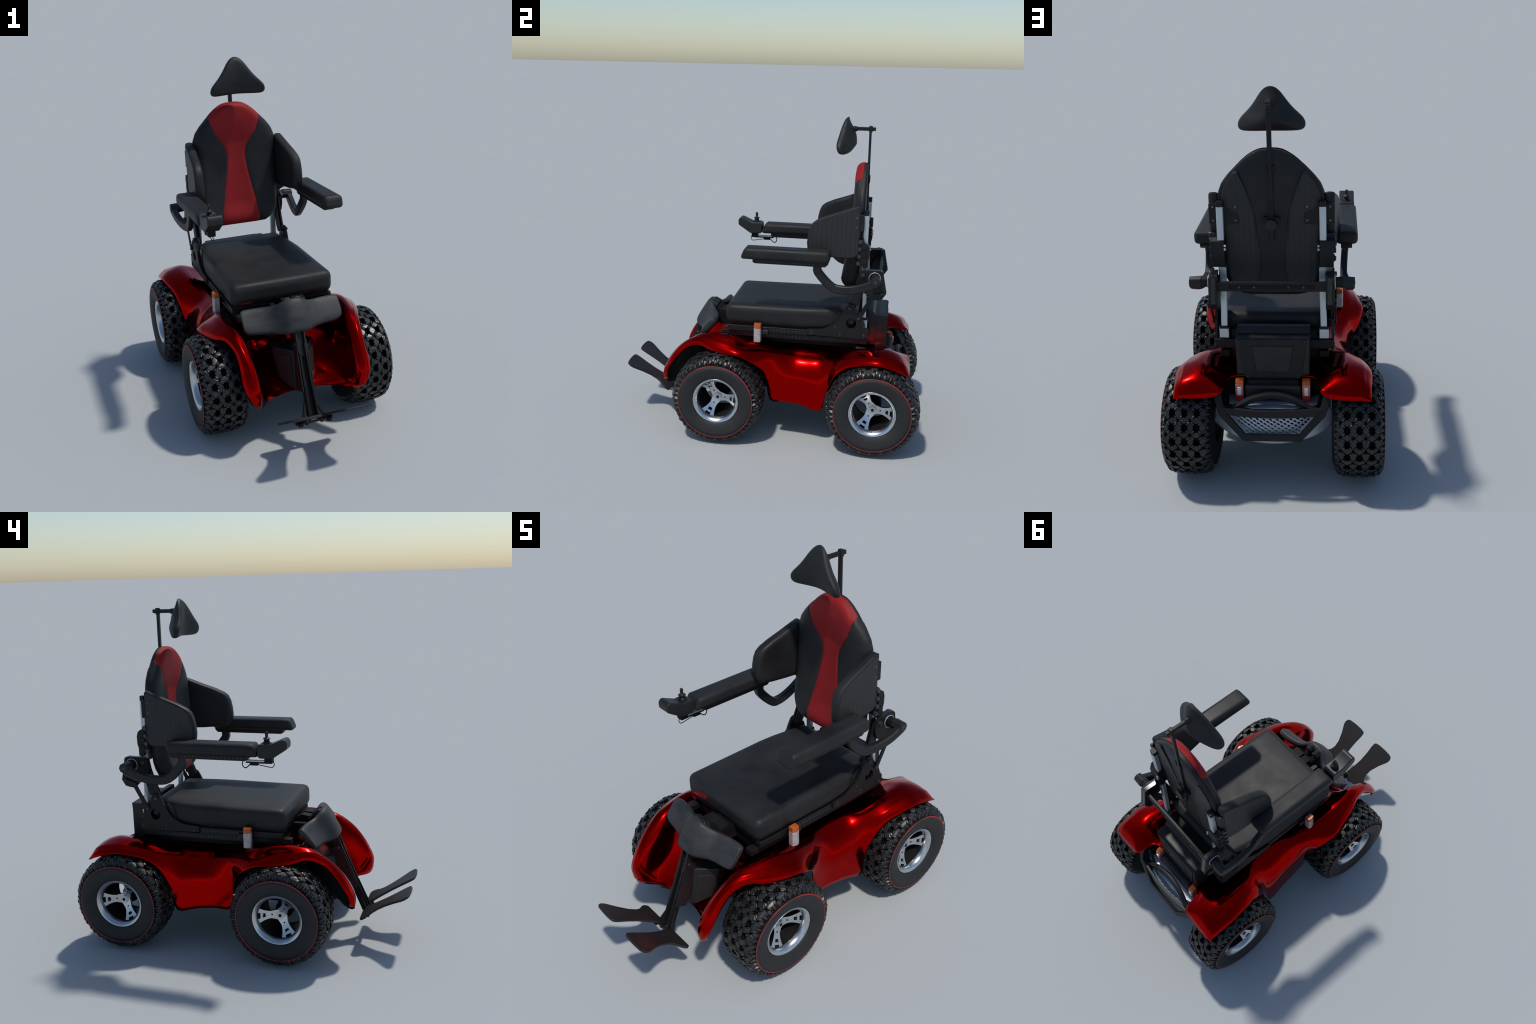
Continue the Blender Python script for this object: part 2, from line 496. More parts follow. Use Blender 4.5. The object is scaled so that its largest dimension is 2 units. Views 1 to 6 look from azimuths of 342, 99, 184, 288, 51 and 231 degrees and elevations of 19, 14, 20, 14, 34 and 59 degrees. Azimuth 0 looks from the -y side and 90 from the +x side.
def place_wheels():
    ty, rg, sw, tr, rim, barrel, spokes, nut, cap, drum = build_wheel_meshes()
    first = True
    for y in (-.281, .676):
        for s in SIDES:
            w = link("wheel", drum, M_DARK, smooth=35, recalc=first)
            w.location = (s * .437, y, WZ)
            if s < 0:
                w.rotation_euler = (math.pi, 0, math.pi)     # outer face turned to the other side
            for nm, me, mat, kd in (("tyre", ty, M_GROOVE, None), ("tyre_pinstripe", rg, M_PINSTRIPE, None),
                                    ("sidewall", sw, M_TYRE, None), ("tread_block", tr, M_TREAD, "stuff"),
                                    ("rim", rim, M_CHROME, None), ("rim_barrel", barrel, M_DARK, None), ("rim_spoke", spokes, M_CHROME, None),
                                    ("hub_nut", nut, M_CHROME, None), ("hub_cap", cap, M_DARK, None)):
                o = link(nm, me, mat, w, smooth=40 if nm != "tread_block" else 12, kind=kd, recalc=first)
                if nm in ("tyre_pinstripe", "sidewall"):
                    sd = o.modifiers.new("t", "SOLIDIFY")
                    sd.thickness = .003
            first = False
    for y in (-.281, .676):
        cyl("axle", (-.33, y, WZ), (.33, y, WZ), .022, M_DARK, chassis)

place_wheels()

# ------------------------------------------------------------------ seat and its frame
def cushion(name, lo, hi, mat, r, crown=0.0, parent=None, seg=6):
    """upholstered block: rounded edges and slightly crowned faces"""
    nx, ny, nz = 10, 10, 4
    bm = bmesh.new()
    bmesh.ops.create_cube(bm, size=1)
    bmesh.ops.subdivide_edges(bm, edges=bm.edges, cuts=11, use_grid_fill=True)
    c = Vector([(a + b) / 2 for a, b in zip(lo, hi)])
    hs = Vector([abs(b - a) / 2 for a, b in zip(lo, hi)])
    for v in bm.verts:
        q = Vector((v.co.x * 2, v.co.y * 2, v.co.z * 2))
        # pull grid lines toward the rounded borders so the rounding is well resolved
        for k in range(3):
            t = abs(q[k])
            core = 1 - r / hs[k]
            t = core * t / .66 if t < .66 else core + (1 - core) * (t - .66) / .34
            q[k] = math.copysign(t, q[k])
        p = Vector([q[k] * hs[k] for k in range(3)])
        inner = Vector([max(-hs[k] + r, min(hs[k] - r, p[k])) for k in range(3)])
        d = p - inner
        if d.length > 1e-9:
            p = inner + d.normalized() * r * min(1.0, max(abs(d.x), abs(d.y), abs(d.z)) / r)
        if crown:
            fx = max(0, 1 - (p.x / hs.x) ** 2)
            fy = max(0, 1 - (p.y / hs.y) ** 2)
            if p.z > 0:
                p.z += crown * max(0, fx) ** .6 * max(0, fy) ** .6 * abs(p.z) / hs.z
        v.co = p + c
    me = bpy.data.meshes.new(name)
    bm.to_mesh(me)
    bm.free()
    return link(name, me, mat, parent, smooth=180)

def round_rear_corners(ob, y0, y1, inset):
    """the cushion narrows a little over its last stretch, between the side frames"""
    for v in ob.data.vertices:
        if v.co.y > y0:
            t = min(1, (v.co.y - y0) / .09)
            u = max(0, (v.co.y - y1 + .12) / .12)
            v.co.x *= 1 - .024 / .307 * t - inset / .307 * u ** 2
        # the top runs a little uphill toward the back
        if v.co.z > .78:
            v.co.z += .012 * ((v.co.y + .27) / .82 - .5)

seat = cushion("seat_cushion", (-.307, -.274, .706), (.307, .556, .845), M_LEATHER, .042, crown=-.008)
round_rear_corners(seat, .30, .556, .03)

box("seat_rear_housing", (-.222, .49, .62), (.222, .606, .782), M_DARK, seat, bevel=.01)
seat_frame = box("seat_frame", (-.284, -.258, .690), (.284, .47, .712), M_DARK, bevel=.004)
for s in SIDES:
    box("seat_rail", (s * .255, -.255, .668), (s * .300, .245, .704), M_FRAME, seat_frame)
    box("seat_rail", (s * .235, -.30, .630), (s * .283, .615, .664), M_FRAME, seat_frame)
    box("seat_rail_end", (s * .27, -.05, .664), (s * .304, -.005, .702), M_PLASTIC, seat_frame)
    dots = [cyl_data((s * .281, y, .648), (s * .2855, y, .648), .0027, n=8) for y in [-.27 + .0235 * i for i in range(35)]]
    dots += [cyl_data((s * .298, y, .687), (s * .3025, y, .687), .0027, n=8) for y in [.012 + .0235 * i for i in range(10)]]
    link("rivet", pydata("rivet", *merge(dots)), M_STUD, seat_frame, kind="stuff")
box("seat_frame_cross", (-.25, -.25, .625), (.25, -.215, .66), M_FRAME, seat_frame)
box("seat_frame_cross", (-.31, .595, .682), (.31, .622, .732), M_FRAME, seat_frame)
box("seat_frame_riser", (-.22, -.20, .58), (.22, .55, .65), M_DARK, seat_frame, bevel=.006)

# side plate: base with swept-up front edge, round hole, hinge arm, hub plate, strut
def side_plate(s):
    base = [(.244, .678), (.244, .714), (.335, .720), (.36, .728), (.386, .742), (.41, .760), (.432, .785), (.45, .815), (.466, .851),
            (.484, .882), (.50, .892), (.525, .890), (.538, .874), (.552, .846), (.579, .829), (.59, .791), (.612, .723), (.608, .673)]
    hole = [(.516 + .031 * math.cos(2 * math.pi * i / 28), .770 + .034 * math.sin(2 * math.pi * i / 28)) for i in range(28)]
    bm = bmesh.new()
    x0, x1 = (.296, .311)
    loops = []
    for poly in (base, hole):
        vs = [bm.verts.new((s * x0, y, z)) for y, z in poly]
        es = [bm.edges.new((vs[i], vs[(i + 1) % len(vs)])) for i in range(len(vs))]
        loops += es
    bmesh.ops.triangle_fill(bm, edges=loops, use_beauty=True)
    ex = bmesh.ops.extrude_face_region(bm, geom=bm.faces[:])
    for g in ex["geom"]:
        if isinstance(g, bmesh.types.BMVert):
            g.co.x = s * x1
    me = bpy.data.meshes.new("side_plate")
    bm.to_mesh(me)
    bm.free()
    pl = link("side_plate", me, M_FRAME, smooth=25)
    cyl("side_plate_tube", (s * .270, .516, .782), (s * .300, .516, .782), .020, M_FRAME, pl)
    arm = [(.484, .872), (.500, .915), (.521, .964), (.543, 1.037), (.552, 1.085), (.562, 1.098), (.585, 1.095), (.594, 1.04), (.574, .972),
           (.555, .92), (.540, .867), (.525, .855), (.505, .855)]
    prism("recline_arm", arm, s * .283, s * .2955, M_FRAME, parent=pl)
    prism("recline_arm", arm, s * .2655, s * .2735, M_FRAME, parent=pl)
    sweep("recline_web", [(s * .279, y + .012, z) for y, z in ((.535, .88), (.555, .94), (.572, 1.0), (.585, 1.08))], rect(.012, .024, .2), M_FRAME, pl)
    hubp = [(.545, 1.065), (.552, 1.098), (.566, 1.110), (.672, 1.113), (.694, 1.102), (.699, 1.07), (.719, .972), (.694, .935), (.668, .928),
            (.640, .928), (.615, .952), (.590, .966), (.560, .99), (.546, 1.03)]
    prism("hub_plate", hubp, s * .300, s * .3125, M_FRAME, parent=pl)
    prism("hub_plate", [(y, z) for y, z in hubp if y > .58], s * .270, s * .280, M_FRAME, parent=pl)
    # rim wall joining the two hub plates at the back
    wall = [(.690, 1.104), (.695, 1.07), (.715, .972), (.692, .937)]
    sweep("hub_plate_wall", [(s * .290, y, z) for y, z in wall], rect(.006, .034, .3), M_GLOSS, pl)
    sweep("hub_plate_wall", [(s * .290, y, z) for y, z in [(.60, 1.106), (.672, 1.108), (.690, 1.104)]], rect(.006, .034, .3), M_GLOSS, pl)
    strut = [(.716, .976), (.690, .980), (.626, .959), (.600, .905), (.549, .815), (.548, .803), (.560, .796), (.572, .800), (.594, .842),
             (.640, .928), (.664, .934), (.692, .938)]
    prism("recline_strut", strut, s * .3135, s * .322, M_FRAME, parent=pl)
    bolts = []
    for y, z, r in ((.560, .806, .010), (.505, .868, .012), (.575, 1.082, .013), (.690, .972, .008), (.655, .935, .007),
                    (.595, .70, .007), (.598, .752, .007), (.45, .705, .006), (.45, .688, .006), (.275, .703, .006), (.275, .688, .006),
                    (.42, .742, .006), (.597, .688, .006), (.688, 1.06, .005), (.690, 1.04, .005)):
        bolts.append(cyl_data((s * .309, y, z), (s * (.3145 if r < .0075 else .3245), y, z), r, r * .8, n=10))
    link("plate_bolt", pydata("plate_bolt", *merge(bolts)), M_BOLT, pl, kind="stuff")
    # bracket behind the cushion corner
    prism("corner_bracket", [(.39, .735), (.40, .80), (.44, .835), (.462, .828), (.45, .79), (.43, .755)], s * .283, s * .294, M_FRAME, parent=pl)
    return pl

for s in SIDES:
    side_plate(s)

# crossbar with its dark slot
crossbar = box("back_crossbar", (-.283, .667, 1.027), (.283, .685, 1.079), M_FRAME, bevel=.004)
slot = [(-.208, 1.040), (.208, 1.040), (.216, 1.047), (.216, 1.056), (.208, 1.063), (-.208, 1.063), (-.216, 1.056), (-.216, 1.047)]
prism("crossbar_slot", slot, .6845, .6865, M_DARK, axis=1, parent=crossbar, bevel=0)
link("crossbar_bolt", pydata("crossbar_bolt", *merge([cyl_data((x, .686, 1.053), (x, .690, 1.053), .0065, n=12) for x in (-.16, -.085, .085, .16)])),
     M_BOLT, crossbar, kind="stuff")

# ------------------------------------------------------------------ backrest
OUTLINE = [(.948, .118), (.953, .165), (.977, .205), (1.015, .235), (1.065, .256), (1.15, .264), (1.30, .268), (1.42, .268), (1.499, .265),
           (1.548, .246), (1.590, .214), (1.632, .173), (1.663, .143), (1.688, .113), (1.706, .085), (1.717, .060), (1.722, .034), (1.724, .0)]
STRIPE = [(.945, .128), (1.08, .110), (1.20, .086), (1.30, .067), (1.39, .058), (1.44, .063), (1.50, .100), (1.54, .130), (1.60, .153),
          (1.645, .165), (1.73, .17)]
YFRONT = [(.95, .448), (1.02, .434), (1.13, .450), (1.25, .467), (1.40, .484), (1.48, .488), (1.56, .489), (1.65, .491), (1.73, .497)]
YBACK = [(.95, .526), (1.1, .534), (1.4, .547), (1.72, .560)]

def half_width(z):
    return curve1(OUTLINE, z)

EDGE = [Vector((w * s, z)) for s in (1, -1) for z, w in (OUTLINE if s > 0 else OUTLINE[::-1])]
def edge_distance(x, z):
    p = Vector((x, z))
    best = 9
    pts = EDGE + [EDGE[0]]
    for a, b in zip(pts[:-1], pts[1:]):
        d = b - a
        t = max(0, min(1, (p - a).dot(d) / max(d.length_squared, 1e-9)))
        best = min(best, (p - a - d * t).length)
    return best

def front_y(x, z):
    d = edge_distance(x, z)
    yb = curve1(YBACK, z) - .018
    yf = curve1(YFRONT, z)
    rad = curve1([(.95, .035), (1.1, .05), (1.25, .075), (1.52, .075), (1.63, .035)], z)
    q = min(1, d / rad)
    k = math.sqrt(max(0, 1 - (1 - q) ** 2))
    side = .023 * math.exp(-(x / .12) ** 2) * min(1, max(0, (z - .98) / .12)) * min(1, max(0, (1.62 - z) / .15))
    y = yb + (yf + side - yb) * k
    # stitched valley along the border of the stripe
    st = curve1(STRIPE, z)
    y += .0045 * math.exp(-((abs(x) - st) / .006) ** 2) * min(1, d / .02)
    return y

ZROWS = [.948 + .776 * (1 - (1 - i / 56) ** 1.35) for i in range(57)]
backrest = None
def strip_panel(name, mat, edge_l, edge_r, cols, parent):
    V, F = [], []
    for z in ZROWS:
        a, b = edge_l(z), edge_r(z)
        for k in range(cols + 1):
            x = a + (b - a) * k / cols
            V.append((x, front_y(x, z), z))
    n = cols + 1
    for i in range(len(ZROWS) - 1):
        for k in range(cols):
            F.append((i * n + k, i * n + k + 1, (i + 1) * n + k + 1, (i + 1) * n + k))
    me = pydata(name, V, F)
    bm = bmesh.new()
    bm.from_mesh(me)
    bmesh.ops.remove_doubles(bm, verts=bm.verts, dist=.0004)
    bmesh.ops.dissolve_degenerate(bm, edges=bm.edges, dist=.0003)
    for f in bm.faces:
        if f.normal.y > .2:
            f.normal_flip()
    bm.to_mesh(me)
    bm.free()
    return link(name, me, mat, parent, smooth=180, recalc=False)

def back_shell():
    """rear board of the backrest: closed slab following the outline"""
    pts = [(w * s, z) for s in (1, -1) for z, w in (OUTLINE if s > 0 else OUTLINE[::-1][1:])]
    ring = []
    n = len(pts)
    V, F = [], []
    cx, cz = 0, 1.33
    for sc, dy in ((.988, -.020), (.992, -.008), (.990, .002), (.975, .007), (.6, .010), (.25, .014)):
        for x, z in pts:
            zz = cz + (z - cz) * sc
            low = max(0, 1.12 - zz) / .15 * .022 * math.exp(-(x * sc / .12) ** 2) if dy > 0 else 0   # lumbar end swells backward
            V.append((x * sc, curve1(YBACK, zz) + dy + low, zz))
    L = 6
    for l in range(L - 1):
        F += [(l * n + i, l * n + (i + 1) % n, (l + 1) * n + (i + 1) % n, (l + 1) * n + i) for i in range(n)]
    F += [tuple(range(n))[::-1], tuple(range((L - 1) * n, L * n))]
    return link("backrest", pydata("backrest", V, F), M_LEATHER, smooth=45)

backrest = back_shell()
sw = lambda z: min(curve1(STRIPE, z), half_width(z))
strip_panel("centre_panel", M_REDCLOTH, lambda z: -sw(z), sw, 16, backrest)
strip_panel("side_panel", M_LEATHER, sw, half_width, 12, backrest)
strip_panel("side_panel", M_LEATHER, lambda z: -half_width(z), lambda z: -sw(z), 12, backrest)

# quilted side fields on the rear of the board, slightly proud
def rear_quilt(s):
    inner = [(1.005, .075), (1.10, .065), (1.18, .058), (1.27, .072), (1.36, .078), (1.45, .10), (1.53, .128), (1.60, .158), (1.634, .166)]
    V, F = [], []
    zs = [1.005 + (1.612 - 1.005) * i / 30 for i in range(31)]
    cols = 8
    for z in zs:
        a, b = curve1(inner, z), half_width(z) * .985 - .016
        b = max(a + .001, b)
        for k in range(cols + 1):
            x = a + (b - a) * k / cols
            V.append((s * x, curve1(YBACK, z) + .0135 - .003 * (k / cols) ** 4, z))
    n = cols + 1
    for i in range(len(zs) - 1):
        F += [(i * n + k, i * n + k + 1, (i + 1) * n + k + 1, (i + 1) * n + k) for k in range(cols)]
    me = pydata("rear_quilt", V, F)
    o = link("rear_quilt", me, M_QUILT_X, backrest, smooth=180)
    sd = o.modifiers.new("t", "SOLIDIFY")
    sd.thickness = .006
    sd.offset = 0
for s in SIDES:
    rear_quilt(s)
box("rear_seam", (-.078, .548, 1.262), (.078, .5535, 1.265), M_DARK, backrest, bevel=0)

# ------------------------------------------------------------------ side bolsters (trunk supports)
def bolster(s):
    prof = [(.545, 1.490), (.535, 1.500), (.50, 1.488), (.42, 1.458), (.35, 1.430), (.295, 1.405), (.270, 1.385), (.255, 1.355), (.245, 1.31),
            (.241, 1.265), (.245, 1.23), (.256, 1.207), (.275, 1.195), (.34, 1.185), (.42, 1.178), (.49, 1.176), (.525, 1.182), (.545, 1.20)]
    cy, cz = .40, 1.31
    flare = lambda y: max(0, .54 - y) * .085      # the pads splay outward toward the front
    n = len(prof)
    V, F = [], []
    layers = ((.308, .90), (.308, .955), (.304, .985), (.292, 1.0), (.275, 1.0), (.262, .975), (.255, .93), (.252, .80))
    for x, sc in layers:
        for y, z in prof:
            yy = cy + (y - cy) * sc
            V.append((s * (x + .004 + flare(yy)), yy - .012 * (yy < .4), cz + (z - cz) * sc))
    for l in range(len(layers) - 1):
        F += [(l * n + i, l * n + (i + 1) % n, (l + 1) * n + (i + 1) % n, (l + 1) * n + i) for i in range(n)]
    F += [tuple(range(n))[::-1], tuple(range((len(layers) - 1) * n, len(layers) * n))]
    b = link("side_bolster", pydata("side_bolster", V, F), M_LEATHER, smooth=55)
    # quilted outer face
    q = [(cy + (y - cy) * .93, cz + (z - cz) * .93) for y, z in prof]
    v, f = prism_data(q, .308, .3118)
    v = [(s * (x + .002 + flare(y)), y - .010 * (y < .4), z) for x, y, z in v]
    link("bolster_quilt", pydata("bolster_quilt", v, f), M_QUILT_Y, b)
    # fixing bracket and bolts
    box("bolster_bracket", (s * .160, .557, 1.340), (s * .300, .5635, 1.448), M_FRAME, b, bevel=.003)
    box("bolster_bracket", (s * .297, .505, 1.345), (s * .3125, .5635, 1.448), M_FRAME, b, bevel=.003)
    bl = [cyl_data((s * x, .563, z), (s * x, .5675, z), .0055, n=10) for x in (.178, .292) for z in (1.362, 1.432)]
    bl += [cyl_data((s * .312, .522, z), (s * .3155, .522, z), .0055, n=10) for z in (1.372, 1.430)]
    link("bracket_bolt", pydata("bracket_bolt", *merge(bl)), M_STUD, b, kind="stuff")
for s in SIDES:
    bolster(s)

# ------------------------------------------------------------------ back tubes and clamps
for s in SIDES:
    t = sweep("back_tube", [(s * .2545, .578, 1.438), (s * .257, .577, 1.10)], rect(.028, .034, .2), M_STEEL)
    sweep("tube_cap", [(s * .2545, .578, 1.436), (s * .2545, .578, 1.450), (s * .254, .578, 1.464)], rect(.027, .035, .3), M_FRAME, t)
    sweep("back_tube", [(s * .251, .580, 1.12), (s * .257, .592, .79)], rect(.024, .033, .2), M_STEEL)
    box("tube_foot", (s * .234, .582, .735), (s * .284, .612, .788), M_STEEL, t)
    box("tube_foot_cap", (s * .236, .583, .788), (s * .282, .611, .800), M_FRAME, t)
    cl = prism("tube_clamp", [(.538, 1.135), (.538, 1.295), (.565, 1.295), (.572, 1.275), (.598, 1.262), (.606, 1.235), (.605, 1.19), (.598, 1.165),
                              (.598, 1.125), (.570, 1.118), (.564, 1.14)], s * .238, s * .309, M_FRAME)
    kn = [cyl_data((s * .305, y, z), (s * .321, y, z), .0125, .0115, 14) for y, z in ((.549, 1.285), (.547, 1.240), (.545, 1.195), (.541, 1.152))]
    link("clamp_knob", pydata("clamp_knob", *merge(kn)), M_BOLT, cl, kind="stuff")
    kn = [cyl_data((s * .305, y, z), (s * .315, y, z), .019, .018, 18) for y, z in ((.573, 1.257), (.572, 1.211), (.573, 1.166))]
    link("clamp_disc", pydata("clamp_disc", *merge(kn)), M_FRAME, cl, kind="stuff")
    link("wing_screw", pydata("wing_screw", *merge([cyl_data((s * .238, .605, 1.222), (s * .228, .605, 1.222), .007, n=10),
                                                    cyl_data((s * .238, .605, 1.240), (s * .228, .605, 1.240), .006, n=10)])), M_STEEL, cl)

# ------------------------------------------------------------------ headrest
def headrest():
    half = [(0, 2.0), (.022, 1.994), (.042, 1.978), (.062, 1.950), (.082, 1.918), (.110, 1.883), (.140, 1.855), (.158, 1.834), (.1655, 1.812),
            (.163, 1.794), (.150, 1.783), (.125, 1.781), (.08, 1.782), (.04, 1.784)]
    pts = half + [(0, 1.785)] + [(-x, z) for x, z in half[:0:-1]]
    n = len(pts)
    cz = 1.855
    def yplane(x, z):
        belly = math.sin(math.pi * min(1, max(0, (2.0 - z) / .225)))
        return .418 - .022 * belly - .038 * (abs(x) / .165) ** 1.6
    layers = [(.25, -.002), (.6, -.006), (.85, -.006), (.95, 0.0), (1.0, .012), (.992, .020), (1.0, .027), (.95, .038), (.80, .050), (.58, .065),
              (.36, .080), (.16, .088)]
    V, F = [], []
    for sc, dy in layers:
        for x, z in pts:
            xx, zz = x * sc, cz + (z - cz) * sc
            if dy > .012:                      # the back hump dies out toward the tip
                dy2 = .012 + (dy - .012) * min(1, .12 + (2.003 - zz) / .085)
            else:
                dy2 = dy
            V.append((xx * 1.035, yplane(xx, zz) + dy2, cz + (zz - cz) * 1.02))
    L = len(layers)
    for l in range(L - 1):
        F += [(l * n + i, l * n + (i + 1) % n, (l + 1) * n + (i + 1) % n, (l + 1) * n + i) for i in range(n)]
    F += [tuple(range(n))[::-1], tuple(range((L - 1) * n, L * n))]
    h = link("headrest", pydata("headrest", V, F), M_LEATHER, smooth=180, subsurf=1)
    box("headrest_bar", (-.009, .462, 1.918), (.009, .598, 1.940), M_FRAME, h)
    cyl("headrest_mount", (0, .462, 1.926), (0, .486, 1.929), .020, M_FRAME, h, r2=.014)
    sweep("headrest_post", [(0, .5655, 1.945), (0, .5665, 1.62), (0, .5725, 1.255)], rect(.0145, .0235, .25), M_FRAME, h)
    box("post_collar", (-.013, .556, 1.91), (.013, .578, 1.948), M_FRAME, h)
    for s in SIDES:
        box("post_guide", (s * .012, .556, 1.598), (s * .021, .578, 1.643), M_FRAME, h)
    prism("post_bracket", [(-.044, 1.352), (-.044, 1.374), (-.03, 1.382), (.03, 1.382), (.044, 1.374), (.044, 1.352), (.03, 1.346), (-.03, 1.346)],
          .552, .580, M_FRAME, axis=1, parent=h)
    kn = [(.030 * (1 + .06 * math.cos(8 * a)) * math.cos(a), 1.347 + .030 * (1 + .06 * math.cos(8 * a)) * math.sin(a))
          for a in [2 * math.pi * i / 32 for i in range(32)]]
    prism("post_knob", kn, .590, .611, M_PLASTIC, axis=1, parent=h, bevel=.003)
    cyl("post_knob_stem", (0, .575, 1.347), (0, .592, 1.347), .008, M_FRAME, h)
    link("post_hole", pydata("post_hole", *merge([cyl_data((0, .574, z), (0, .5795, z), .0028, n=8) for z in (1.41, 1.425, 1.44, 1.455)])),
         M_DARK, h, kind="stuff")
headrest()

# ------------------------------------------------------------------ armrests
def armrest(s, joystick):
    x0, x1 = (.318, .434)
    y0, y1 = -.165, .378
    a = cushion("armrest", (min(s * x0, s * x1), y0, 1.164), (max(s * x0, s * x1), y1, 1.236), M_LEATHER, .024)
    a.modifiers.clear()
    # bevelled nose and tail: push the top edge back
    for v in a.data.vertices:
        t = (v.co.z - 1.164) / .072
        if v.co.y < y0 + .06:
            v.co.y += .030 * t * (1 - (v.co.y - y0) / .06)
    ry0 = -.088 if not joystick else -.095
    prism("armrest_rail", [(ry0, 1.1655), (ry0, 1.145), (ry0 + .014, 1.138), (.350, 1.138), (.368, 1.155), (.368, 1.1655)], s * .345, s * .404, M_FRAME, parent=a)
    link("armrest_rivet", pydata("armrest_rivet", *merge([cyl_data((s * .403, ry0 + .035 + .0237 * i, 1.152), (s * .4065, ry0 + .035 + .0237 * i, 1.152), .0026, n=8)
                                                          for i in range(15)])), M_STUD, a, kind="stuff")
    path = catmull([(s * .368, .302, 1.150), (s * .367, .302, 1.125), (s * .365, .305, 1.100), (s * .361, .350, 1.045), (s * .360, .395, 1.007), (s * .366, .435, .997),
                    (s * .376, .500, 1.000), (s * .388, .580, 1.022), (s * .395, .650, 1.056)], 2)
    sweep("armrest_arm", path, rect(.050, .036, .3), M_PLASTIC, a, up=(s, 0, 0))
    hub = cyl("armrest_hub", (s * .352, .650, 1.066), (s * .414, .652, 1.066), .033, M_PLASTIC, a, r2=.029, n=8, bevel=.003)
    cyl("hub_collar", (s * .318, .648, 1.066), (s * .353, .648, 1.066), .027, M_FRAME, hub, r2=.031, n=8)
    cyl("hub_ring", (s * .3135, .645, 1.066), (s * .319, .645, 1.066), .037, M_STEEL, hub, n=28)
    cyl("hub_disc", (s * .3185, .645, 1.066), (s * .322, .645, 1.066), .0335, M_FRAME, hub, n=28)
    cyl("hub_screw", (s * .413, .652, 1.066), (s * .4155, .652, 1.066), .010, M_BOLT, hub, n=12)
    return a

armrest(1, False)
left_arm = armrest(-1, True)

def joystick_pod(parent):
    prof = [(-.170, 1.160), (-.158, 1.170), (-.155, 1.222), (-.165, 1.236), (-.180, 1.238), (-.228, 1.236), (-.300, 1.268), (-.314, 1.266), (-.325, 1.250),
            (-.325, 1.220), (-.318, 1.212), (-.240, 1.160)]
    pod = prism("joystick_pod", prof, -.424, -.337, M_PLASTIC, parent=parent, bevel=.012, seg=4)
    cyl("joystick_well", (-.380, -.202, 1.232), (-.380, -.202, 1.2385), .026, M_DARK, pod, n=24)
    prof2 = [(1.236, .0195), (1.243, .0185), (1.245, .0165), (1.250, .0175), (1.252, .015), (1.257, .016), (1.259, .0135), (1.262, .0145), (1.263, .0205),
             (1.2655, .0205), (1.268, .013), (1.274, .0075), (1.283, .0085), (1.292, .0095), (1.299, .008), (1.3035, .004), (1.3045, .0005)]
    V, F = lathe_data([(z, r) for z, r in prof2], 16)
    V = [(-.380 + b, -.202 + c, a) for a, b, c in V]
    link("joystick", pydata("joystick", V, F), M_PLASTIC, pod, smooth=30)
    box("pod_bracket", (-.400, -.234, 1.128), (-.358, -.190, 1.163), M_DARK, pod)
    box("pod_slide", (-.388, -.215, 1.132), (-.368, -.08, 1.142), M_STEEL, pod)
    box("pod_slide_cover", (-.391, -.215, 1.125), (-.365, -.08, 1.1325), M_FRAME, pod)
    box("cable_plug", (-.389, -.150, 1.112), (-.366, -.104, 1.126), M_DARK, pod)
    c1 = catmull([(-.378, -.232, 1.138), (-.376, -.240, 1.122), (-.375, -.232, 1.106), (-.376, -.215, 1.104), (-.377, -.150, 1.116)], 6)
    c2 = catmull([(-.377, -.104, 1.118), (-.376, -.085, 1.100), (-.376, -.072, 1.095), (-.376, -.060, 1.105), (-.377, -.058, 1.122), (-.378, -.066, 1.138)], 6)
    sweep("cable", c1, circle(.0024, 6), M_DARK, pod)
    sweep("cable", c2, circle(.003, 6), M_DARK, pod)
joystick_pod(left_arm)

# ------------------------------------------------------------------ calf pad
def calf_pad():
    # across the pad: x, top edge, bottom edge, thickness
    key = [(-.289, (-.378, .718), (-.436, .650), .016), (-.284, (-.368, .733), (-.447, .634), .040), (-.268, (-.363, .740), (-.455, .625), .052),
           (-.22, (-.366, .741), (-.462, .620), .054), (-.16, (-.374, .742), (-.468, .620), .054), (-.115, (-.388, .745), (-.486, .618), .054),
           (-.085, (-.412, .757), (-.514, .620), .056), (-.06, (-.434, .780), (-.534, .624), .058), (-.035, (-.440, .791), (-.540, .626), .060),
           (0, (-.441, .794), (-.541, .627), .061)]
    key = key + [(-k[0],) + k[1:] for k in key[-2::-1]]
    V, F = [], []
    ring = 14
    for x, t, b, th in key:
        t, b = Vector(t), Vector(b)
        d = (b - t)
        nrm = Vector((d.y, -d.x)).normalized()      # forward and up
        if nrm.x > 0:
            nrm = -nrm
        c = (t + b) / 2 - nrm * th * .5
        for i in range(ring):
            a = 2 * math.pi * i / ring
            ca, sa = math.cos(a), math.sin(a)
            u = math.copysign(abs(ca) ** .45, ca) * d.length / 2
            w = math.copysign(abs(sa) ** .6, sa) * th / 2
            p = c + d.normalized() * u + nrm * w
            V.append((x, p.x, p.y))
    L = len(key)
    for l in range(L - 1):
        F += [(l * ring + i, l * ring + (i + 1) % ring, (l + 1) * ring + (i + 1) % ring, (l + 1) * ring + i) for i in range(ring)]
    F += [tuple(range(ring))[::-1], tuple(range((L - 1) * ring, L * ring))]
    c = link("calf_pad", pydata("calf_pad", V, F), M_LEATHER_WORN, smooth=180, subsurf=1)
    return c
calf_pad()

